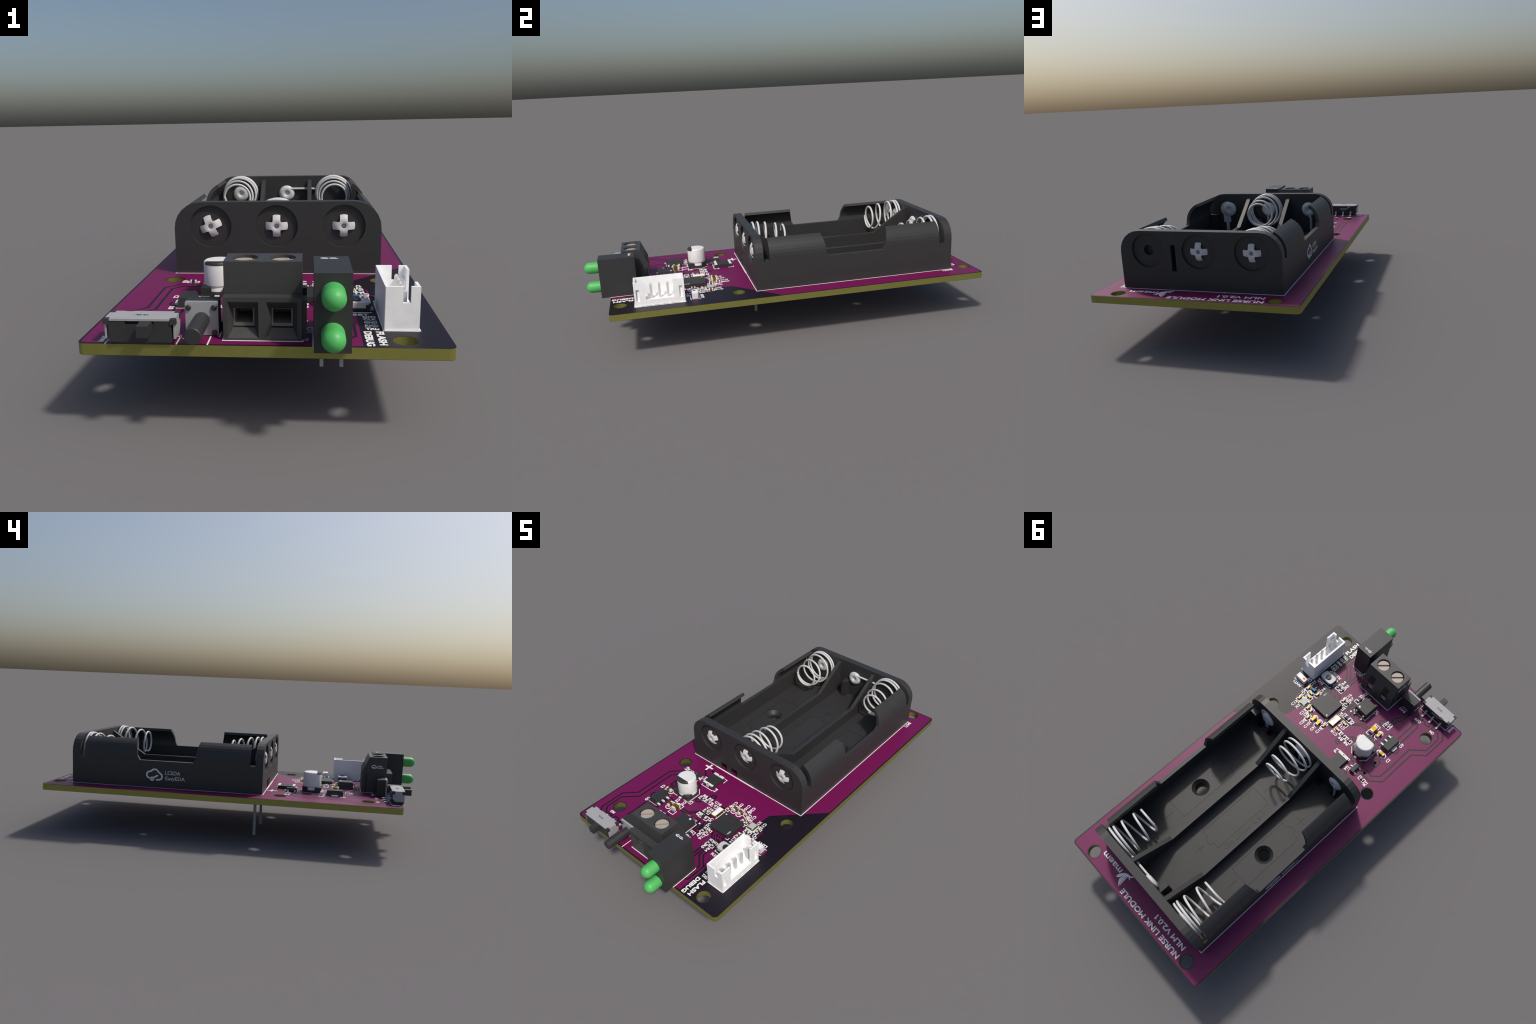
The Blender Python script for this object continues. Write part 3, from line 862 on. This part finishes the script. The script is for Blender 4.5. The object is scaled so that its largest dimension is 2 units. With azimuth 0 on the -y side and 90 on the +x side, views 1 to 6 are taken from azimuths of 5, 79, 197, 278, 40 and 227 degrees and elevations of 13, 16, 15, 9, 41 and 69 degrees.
# ======================================================== INDICATOR LAMPS
b = Builder()
b.box(0.1285, 0.2185, -0.9290, -0.7520, 0.2489, 0.4460, "black")
lampblock = part("indicator_block", b, root)
for z in (0.3970, 0.2975):
    q = Builder()
    r = 0.0285
    prof = [(r, -0.002)] + [(r, 0.002), (r, 0.0425)] + [(r * cos(radians(a)), 0.0425 + 0.0285 * sin(radians(a))) for a in range(10, 81, 10)] + [(0, 0.071)]
    q.lathe(prof, (0.1735, -0.9290, z), (0, -1, 0), "green", 40)
    part("green_lamp", q, lampblock, 40)
for x in (0.1490, 0.2000):
    for y in (-0.820, -0.770):
        q = Builder()
        q.box(x - 0.0048, x + 0.0048, y - 0.0048, y + 0.0048, 0.1700, 0.2492, "lead")
        part("lamp_lead", q, lampblock)
b = Builder()
cloud_mark(b, axes_frame((0.1560, -0.7760, 0.44605), (1, 0, 0), (0, 1, 0)), 0.0190, "ink")
part("printed_mark", b, lampblock)

# ======================================================== WHITE CONNECTOR
b = Builder()
x0, x1, y0, y1, z0, z1 = 0.3138, 0.4042, -0.7650, -0.5278, 0.2494, 0.3678
wt = 0.0090
fl = 0.2740
b.box(x0 + 0.0002, x1 - 0.0002, y0 + 0.0002, y1 - 0.0002, z0, fl, "white")
b.box(x0, x0 + wt, y0 + 0.0004, y1 - 0.0004, z0 + 0.0003, z1 - 0.0003, "white")                      # rear wall
for s, (ya, yb) in enumerate(((y0, y0 + wt), (y1 - wt, y1))):    # end walls with a notch
    b.prism([[(x0 + 0.001, z0), (x1, z0), (x1, z1), (0.3805, z1), (0.3805, 0.3240), (0.3600, 0.3240), (0.3600, z1), (x0 + 0.001, z1)]], "y", ya, yb, "white")
ylo, yhi = -0.7115, -0.5800                                      # open front window
ft = 0.0080
zf = z1 - 0.0004
b.prism([[(y0 + 0.001, z0 + 0.001), (y1 - 0.001, z0 + 0.001), (y1 - 0.001, zf), (yhi, zf), (yhi, 0.2785), (ylo, 0.2785), (ylo, zf), (y0 + 0.001, zf)],
         rect(-0.7560, -0.7400, 0.2515, 0.3325), rect(-0.5530, -0.5370, 0.2515, 0.3325)], "x", x1 - ft, x1 - 0.0001, "white")
for ya in (-0.7475, -0.5455):
    b.box(x1 - 0.016, x1 - ft - 0.0004, ya - 0.009, ya + 0.009, fl - 0.002, 0.335, "white", 0.0015)
for ya, yb in ((-0.737, -0.722), (-0.713, -0.685), (-0.674, -0.646), (-0.634, -0.607), (-0.595, -0.556)):
    b.box(x1 - 0.004, x1 + 0.0003, ya, yb, z0 - 0.0001, z0 + 0.0012, "engrave")      # dark dashes along the bottom edge
connector = part("pin_connector", b, root)
for i in range(5):
    y = -0.7243 + 0.0398 * i
    q = Builder()
    q.box(0.3645, 0.3755, y - 0.0055, y + 0.0055, fl - 0.001, 0.3440, "pin")
    q.box(0.3645, 0.3755, y - 0.0055, y + 0.0055, 0.3440, 0.3500, "pin", 0.003)
    q.box(0.3655, 0.3745, y - 0.0045, y + 0.0045, 0.2080, z0 + 0.001, "pin")
    part("contact_pin", q, connector)

# ============================================================ SLIDE SWITCH
b = Builder()
sx0, sx1, sy0, sy1 = -0.3850, -0.2235, -0.8930, -0.8320
b.box(sx0 + 0.003, sx1 - 0.003, sy0 + 0.005, sy1 - 0.003, 0.2493, 0.2570, "black")
fa = [(sx0, 0.2560), (sx1, 0.2560), (sx1, 0.3120), (sx0, 0.3120)]
b.prism([fa, rect(-0.3415, -0.2680, 0.3030, 0.3105)], "y", sy0, sy0 + 0.012, "black")
b.box(sx0 + 0.0002, sx1 - 0.0002, sy0 + 0.0120, sy1, 0.2560, 0.3118, "black")
for cx in (sx0 - 0.0045, sx1 + 0.0045):
    for cy in (sy0 + 0.004, sy1 - 0.004):
        b.box(cx - 0.008, cx + 0.008, cy - 0.0070, cy + 0.0070, 0.3035, 0.3172, "black", 0.0012)
b.box(sx0 + 0.002, sx0 + 0.014, sy0 + 0.001, sy0 + 0.012, 0.2492, 0.2505, "black")
slide = part("slide_switch", b, root)
q = Builder()
q.prism([[(sx0 + 0.0040, sy0 - 0.0015), (sx1 - 0.0040, sy0 - 0.0015), (sx1 - 0.0040, sy0 + 0.012), (sx1 + 0.0095, sy0 + 0.012), (sx1 + 0.0095, sy1 - 0.012), (sx1 - 0.0040, sy1 - 0.012), (sx1 - 0.0040, sy1 + 0.0015),
          (-0.3350, sy1 + 0.0015), (-0.3355, sy1 - 0.0015), (-0.3560, sy1 - 0.0015), (-0.3565, sy1 + 0.0015),
          (sx0 + 0.0040, sy1 + 0.0015), (sx0 + 0.0040, sy1 - 0.012), (sx0 - 0.0095, sy1 - 0.012), (sx0 - 0.0095, sy0 + 0.012), (sx0 + 0.0040, sy0 + 0.012)]], "z", 0.3122, 0.3176, "steel")
for xa, xb in ((sx0 - 0.0095, sx0 - 0.0045), (sx1 + 0.0045, sx1 + 0.0095)):
    q.prism([[(sy0 + 0.012, 0.3124), (sy1 - 0.012, 0.3124), (sy1 - 0.012, 0.3020), (sy1 - 0.002, 0.3020), (sy1 - 0.002, 0.2790), (sy1 - 0.016, 0.2650), (sy0 + 0.002, 0.2650), (sy0 + 0.002, 0.3020), (sy0 + 0.012, 0.3020)]], "x", xa, xb, "steel")
q.prism([[(-0.3560, 0.3124), (-0.3350, 0.3124), (-0.3290, 0.2900), (-0.2830, 0.2900), (-0.2830, 0.2990), (-0.3330, 0.2990), (-0.3370, 0.2990)][::1]], "y", sy1 + 0.0002, sy1 + 0.0018, "steel")
part("steel_cover", q, slide)
q = Builder()
q.box(-0.3010, -0.2715, -0.9360, sy0 + 0.004, 0.2830, 0.3128, "black")
part("slide_knob", q, slide)
for x in (-0.2545, -0.3045, -0.3550):
    q = Builder()
    w = 0.0048
    q.prism([[(-0.8300, 0.2790), (-0.8240, 0.2790), (-0.8110, 0.2550), (-0.7960, 0.2550), (-0.7960, 0.2492), (-0.8150, 0.2492), (-0.8260, 0.2700), (-0.8300, 0.2700)]], "x", x - w, x + w, "lead")
    q.box(x - w + 0.0001, x + w - 0.0001, -0.8080, -0.7958, 0.2493, 0.2553, "tin")
    part("switch_lead", q, slide)
b = Builder()
cloud_mark(b, axes_frame((-0.2950, -0.8625, 0.31765), (-1, 0, 0), (0, -1, 0)), 0.0150, "darkmark")
part("printed_mark", b, slide)

# ============================================================= PUSH BUTTON
b = Builder()
bx0, bx1, bcz, bcx = -0.2030, -0.1165, 0.2915, -0.1605
b.box(bx0 + 0.001, bx1 - 0.001, -0.8120, -0.7675, 0.2494, 0.3385, "black")
b.box(bx0 - 0.003, bx0 + 0.020, -0.7720, -0.7600, 0.2494, 0.2700, "black")
b.box(bx1 - 0.020, bx1 + 0.003, -0.7720, -0.7600, 0.2494, 0.2700, "black")
button = part("push_button", b, root)
q = Builder()
q.prism([[(p[0], p[1]) for p in round_rect(bx0, bx1, 0.2497, 0.3405, 0.003, 3)]], "y", -0.8200, -0.8115, "plate")
q.box(bx0, bx1, -0.8190, -0.7780, 0.3386, 0.3400, "black")
part("button_plate", q, button)
q = Builder()
q.lathe([(0.0212, 0), (0.0212, 0.1235), (0.0195, 0.1255), (0, 0.1255)], (bcx, -0.8195, bcz), (0, -1, 0), "black", 32)
part("button_plunger", q, button, 30)
for dx in (-0.0335, 0.0335):
    for dz in (-0.0340, 0.0335):
        q = Builder()
        q.lathe([(0.0075, -0.002), (0.0075, 0.0030), (0.0055, 0.0050), (0.0, 0.0055)], (bcx + dx, -0.8202, bcz + dz), (0, -1, 0), "black", 18)
        part("button_stud", q, button, 40)

# =========================================================== BIG CAPACITOR
CX, CY = -0.1745, -0.4195
b = Builder()
bx0, bx1, by0, by1, ch = -0.2268, -0.1222, -0.4715, -0.3680, 0.0255
base = [(bx0, by0), (bx1, by0), (bx1, by1 - ch), (bx1 - ch, by1), (bx0 + ch, by1), (bx0, by1 - ch)]
b.prism([base], "z", 0.2494, 0.2610, "black")
# corner lugs standing round the can
for pts in ([(bx0, by0), (bx0 + 0.034, by0), (bx0, by0 + 0.034)], [(bx1, by0), (bx1, by0 + 0.034), (bx1 - 0.034, by0)],
            [(bx1, by1 - ch), (bx1 - ch, by1), (bx1 - ch - 0.004, by1 - 0.004), (bx1 - 0.004, by1 - ch - 0.004)],
            [(bx0, by1 - ch), (bx0 + 0.004, by1 - ch - 0.004), (bx0 + ch + 0.004, by1 - 0.004), (bx0 + ch, by1)]):
    b.prism([[(p[0], p[1]) for p in pts]], "z", 0.2606, 0.2790, "black")
for y0_, y1_ in ((by0 - 0.010, by0 + 0.004), (by1 - 0.004, by1 + 0.010)):
    b.box(CX - 0.0075, CX + 0.0075, y0_, y1_, 0.2492, 0.2535, "tin")
capbase = part("can_capacitor", b, root)
q = Builder()
R = 0.0485
q.lathe([(0, 0.2600), (0.0450, 0.2600), (R, 0.2630), (R, 0.2680), (0.0455, 0.2730), (0.0455, 0.2775), (R, 0.2815), (R, 0.3510), (R - 0.0022, 0.3555), (R - 0.0060, 0.3579), (R - 0.0072, 0.3580), (R - 0.0085, 0.3580), (0, 0.3580)], (CX, CY, 0), (0, 0, 1), "can", 56)
part("metal_can", q, capbase, 35)
q = Builder()
# dark polarity segment covering the front of the lid and its rolled rim
a0 = 214
seg = arc(CX, CY, R - 0.0040, a0, 540 - a0, 26)
q.prism([seg], "z", 0.3560, 0.35845, "black")
n = 26
vs, fs = [], []
rim = [(R + 0.0004, 0.3485), (R + 0.0003, 0.3512), (R - 0.0018, 0.3558), (R - 0.0056, 0.35838), (R - 0.0070, 0.3560)]
for k in range(n + 1):
    t = k / n
    a = radians(a0 + (540 - 2 * a0) * t)
    for r, z in rim:
        vs.append((CX + r * cos(a), CY + r * sin(a), z))
m = len(rim)
for k in range(n):
    for j in range(m - 1):
        fs.append((k * m + j, (k + 1) * m + j, (k + 1) * m + j + 1, k * m + j + 1))
q.add(vs, fs, "black")
part("polarity_mark", q, capbase, 50)

# ================================================================== CHIPS
b = Builder()
b.box(UX - UH, UX + UH, UY - UH, UY + UH, 0.2500, 0.2660, "black")
chip = part("large_chip", b, root)
q = Builder()
q.disc((0.0990, -0.4190), 0.0042, 0.2655, 0.2664, "logo", 18)
cloud_mark(q, axes_frame((0.1945, -0.4960, 0.26605), (0, -1, 0), (1, 0, 0)), 0.0105, "logo")
part("printed_mark", q, chip)

# optical isolator: thick body, four bent leads
b = Builder()
ix0, ix1, iy0, iy1 = -0.0560, 0.0230, -0.6450, -0.5595
b.box(ix0, ix1, iy0, iy1, 0.2515, 0.2710, "black")
b.prism([rect(ix0, ix1, iy0, iy1)], "z", 0.2710, 0.2905, "black", loops_b=[rect(ix0 + 0.003, ix1 - 0.0030, iy0 + 0.0035, iy1 - 0.0035)])
iso = part("isolator_chip", b, root)
for x in (0.0075, -0.0425):
    for s, ye in ((1, iy1), (-1, iy0)):
        q = Builder()
        q.prism([[(ye - s * 0.002, 0.2745), (ye + s * 0.008, 0.2745), (ye + s * 0.0125, 0.2560), (ye + s * 0.0230, 0.2560), (ye + s * 0.0230, 0.2495), (ye + s * 0.0085, 0.2495), (ye + s * 0.0040, 0.2690), (ye - s * 0.002, 0.2690)]], "x", x - 0.0048, x + 0.0048, "screw")
        part("chip_lead", q, iso)
q = Builder()
q.disc((0.0065, -0.5745), 0.0060, 0.2900, 0.2908, "logo", 18)
part("printed_mark", q, iso)

# voltage regulator with its cooling tab
b = Builder()
b.prism([rect(-0.2790, -0.2265, -0.5925, -0.4985)], "z", 0.2500, 0.2785, "black", loops_b=[rect(-0.2725, -0.2330, -0.5855, -0.5055)])
reg = part("regulator_chip", b, root)
for y in (-0.5205, -0.5503, -0.5802):
    q = Builder()
    q.box(-0.2280, -0.2110, y - 0.0046, y + 0.0046, 0.2494, 0.2560, "tin")
    part("chip_lead", q, reg)
q = Builder()
q.prism([[(-0.2760, -0.5640), (-0.2760, -0.5270), (-0.2870, -0.5270), (-0.2915, -0.5330), (-0.2915, -0.5580), (-0.2870, -0.5640)]], "z", 0.2494, 0.2560, "tin")
part("cooling_tab", q, reg)
q = Builder()
nrm = Vector((-0.0255, 0, 0.0065)).normalized()
cloud_mark(q, axes_frame((-0.2762, -0.5390, 0.2645), (0, -1, 0), (-nrm.z * -1 * 0.247, 0, 0.969)), 0.0105, "darkmark")
part("printed_mark", q, reg)

# small transistor
b = Builder()
b.prism([rect(-0.2310, -0.2030, -0.3405, -0.2835)], "z", 0.2510, 0.2690, "black", loops_b=[rect(-0.2280, -0.2060, -0.3385, -0.2855)])
tr = part("small_transistor", b, root)
for x, y, s in ((-0.2320, -0.3310, -1), (-0.2320, -0.2930, -1), (-0.2020, -0.3120, 1)):
    q = Builder()
    q.prism([[(x - s * 0.002, 0.2600), (x + s * 0.004, 0.2600), (x + s * 0.007, 0.2540), (x + s * 0.012, 0.2540), (x + s * 0.012, 0.2495), (x + s * 0.004, 0.2495), (x - s * 0.002, 0.2560)]], "y", y - 0.0042, y + 0.0042, "tin" if s > 0 else "lead")
    part("chip_lead", q, tr)

# resettable fuse with plated ends
b = Builder()
b.box(-0.1605, -0.0955, -0.3240, -0.2295, 0.2500, 0.2660, "black")
fuse = part("square_fuse", b, root)
for s, (ya, yb) in enumerate(((-0.3245, -0.3110), (-0.2430, -0.2290))):
    q = Builder()
    ye = ya if s == 0 else yb
    yi = yb if s == 0 else ya
    hw = 0.0065
    cut = 0.006 if s == 0 else -0.006
    q.prism([[(-0.1612, ye), (-0.128 - hw, ye), (-0.128 - hw * 0.5, ye + cut), (-0.128 + hw * 0.5, ye + cut), (-0.128 + hw, ye), (-0.0948, ye), (-0.0948, yi), (-0.1612, yi)]], "z", 0.2655, 0.2685, "tin")
    q.box(-0.1365, -0.1195, min(ye, ye + cut * 0.7), max(ye, ye + cut * 0.7), 0.2497, 0.2654, "tin")
    part("plated_end", q, fuse)

# reset button: steel lid on a black base
b = Builder()
b.box(0.2150, 0.2900, -0.6110, -0.5610, 0.2494, 0.2680, "black")
for x in (0.2120, 0.2890):
    b.box(x, x + 0.0045, -0.5740, -0.5640, 0.2560, 0.2700, "black")
    b.box(x, x + 0.0045, -0.6080, -0.5980, 0.2560, 0.2700, "black")
b.lathe([(0.0150, 0.274), (0.0150, 0.2795), (0.0135, 0.2822), (0.0, 0.2825)], (0.2525, -0.5850, 0), (0, 0, 1), "black", 28)
reset = part("reset_button", b, root, 30)
q = Builder()
lid = [(0.2170, -0.6095), (0.2880, -0.6095), (0.2880, -0.6030), (0.2915, -0.6010), (0.2915, -0.5710), (0.2880, -0.5690), (0.2880, -0.5625), (0.2170, -0.5625), (0.2170, -0.5690), (0.2135, -0.5710), (0.2135, -0.6010), (0.2170, -0.6030)]
q.prism([lid, circle(0.2525, -0.5850, 0.0158, 24)], "z", 0.2690, 0.2765, "button")
q.box(0.2250, 0.2800, -0.6125, -0.6098, 0.2600, 0.2762, "button")
q.box(0.2250, 0.2800, -0.5622, -0.5595, 0.2600, 0.2762, "button")
part("steel_lid", q, reset)
for x0, x1 in ((0.2020, 0.2140), (0.2910, 0.3030)):
    q = Builder()
    q.box(x0, x1, -0.5990, -0.5730, 0.2494, 0.2530, "lead")
    part("switch_lead", q, reset)

# chip antenna with its orientation dot
b = Builder()
b.box(0.3240, 0.3855, -0.4925, -0.4645, 0.2494, 0.2770, "white")
ant = part("chip_antenna", b, root)
q = Builder()
q.box(0.3325, 0.3465, -0.4845, -0.4735, 0.2768, 0.2774, "red")
part("orientation_dot", q, ant)
q = Builder()
q.box(0.3775, 0.3859, -0.4929, -0.4641, 0.2496, 0.2774, "tin")
q.box(0.3236, 0.3290, -0.4929, -0.4641, 0.2496, 0.2774, "tin")
part("end_cap", q, ant)

# crystal: grey lid, gold corner pads
b = Builder()
b.box(0.2240, 0.2625, -0.4095, -0.3670, 0.2494, 0.2560, "black")
b.prism([round_rect(0.2275, 0.2590, -0.4060, -0.3705, 0.005, 4)], "z", 0.2555, 0.2600, "lid")
xtal = part("crystal", b, root)
for x in (0.2245, 0.2620):
    for y in (-0.4090, -0.3675):
        sx, sy = (1 if x < 0.24 else -1), (1 if y < -0.39 else -1)
        q = Builder()
        q.prism([[(x, y), (x + sx * 0.009, y), (x, y + sy * 0.009)]], "z", 0.2500, 0.2568, "gold")
        part("gold_pad", q, xtal)

# clock chip: white lid over a gold rim
b = Builder()
b.box(0.0330, 0.0620, -0.4635, -0.3985, 0.2500, 0.2590, "black")
clk = part("clock_chip", b, root)
q = Builder()
q.box(0.0328, 0.0622, -0.4637, -0.3983, 0.2588, 0.2606, "gold")
part("gold_rim", q, clk)
q = Builder()
q.prism([[(0.0343, -0.4560), (0.0390, -0.4622), (0.0560, -0.4622), (0.0607, -0.4560), (0.0607, -0.3998), (0.0343, -0.3998)]], "z", 0.2604, 0.2616, "white")
part("ceramic_lid", q, clk)
q = Builder()
for y in (-0.456, -0.406):
    q.box(0.0290, 0.0325, y - 0.004, y + 0.004, 0.2494, 0.2530, "gold")
    q.box(0.0625, 0.0660, y - 0.004, y + 0.004, 0.2494, 0.2530, "gold")
part("gold_pad", q, clk)

# ======================================================= SMALL PASSIVES
def chip_meshes(tag, L, W, H, capl, body, end, grow):
    q = Builder()
    q.box(-L / 2 + capl * 0.4, L / 2 - capl * 0.4, -W / 2, W / 2, 0, H, body)
    c = Builder()
    g = grow
    for s in (-1, 1):
        xa, xb = sorted((s * (L / 2 - capl), s * L / 2))
        prof = round_rect(-W / 2 - g, W / 2 + g, -g * 0.2, H + g, min(W, H) * 0.22, 3)
        c.prism([prof], "x", xa, xb, end)
    return q.mesh(tag), c.mesh("end_cap", 30)

def place(items, name, meshes):
    for _, x, y, a in items:
        o = node(name, meshes[0], root, (x, y, 0.2496), pi / 2 if a == "y" else 0.0)
        node("end_cap", meshes[1], o)

place(C0402, "ceramic_capacitor", chip_meshes("capacitor_small", 0.0205, 0.0100, 0.0098, 0.0055, "ceramic", "tin", 0.0006))
place(C0603, "ceramic_capacitor", chip_meshes("capacitor_medium", 0.0320, 0.0160, 0.0160, 0.0075, "ceramic", "tin", 0.0006))
place([("C4", -0.1310, -0.5455, "y")], "ceramic_capacitor", chip_meshes("capacitor_large", 0.0410, 0.0250, 0.0240, 0.0095, "ceramic", "tin", 0.0006))
place(R0402, "chip_resistor", chip_meshes("resistor_small", 0.0200, 0.0098, 0.0068, 0.0050, "black", "tin", 0.0003))
place(R0603, "chip_resistor", chip_meshes("resistor_medium", 0.0320, 0.0160, 0.0090, 0.0065, "black", "tin", 0.0003))
q = Builder()
q.box(0.2510, 0.2725, -0.4850, -0.4745, 0.2496, 0.2600, "blue")
part("ferrite_bead", q, root)
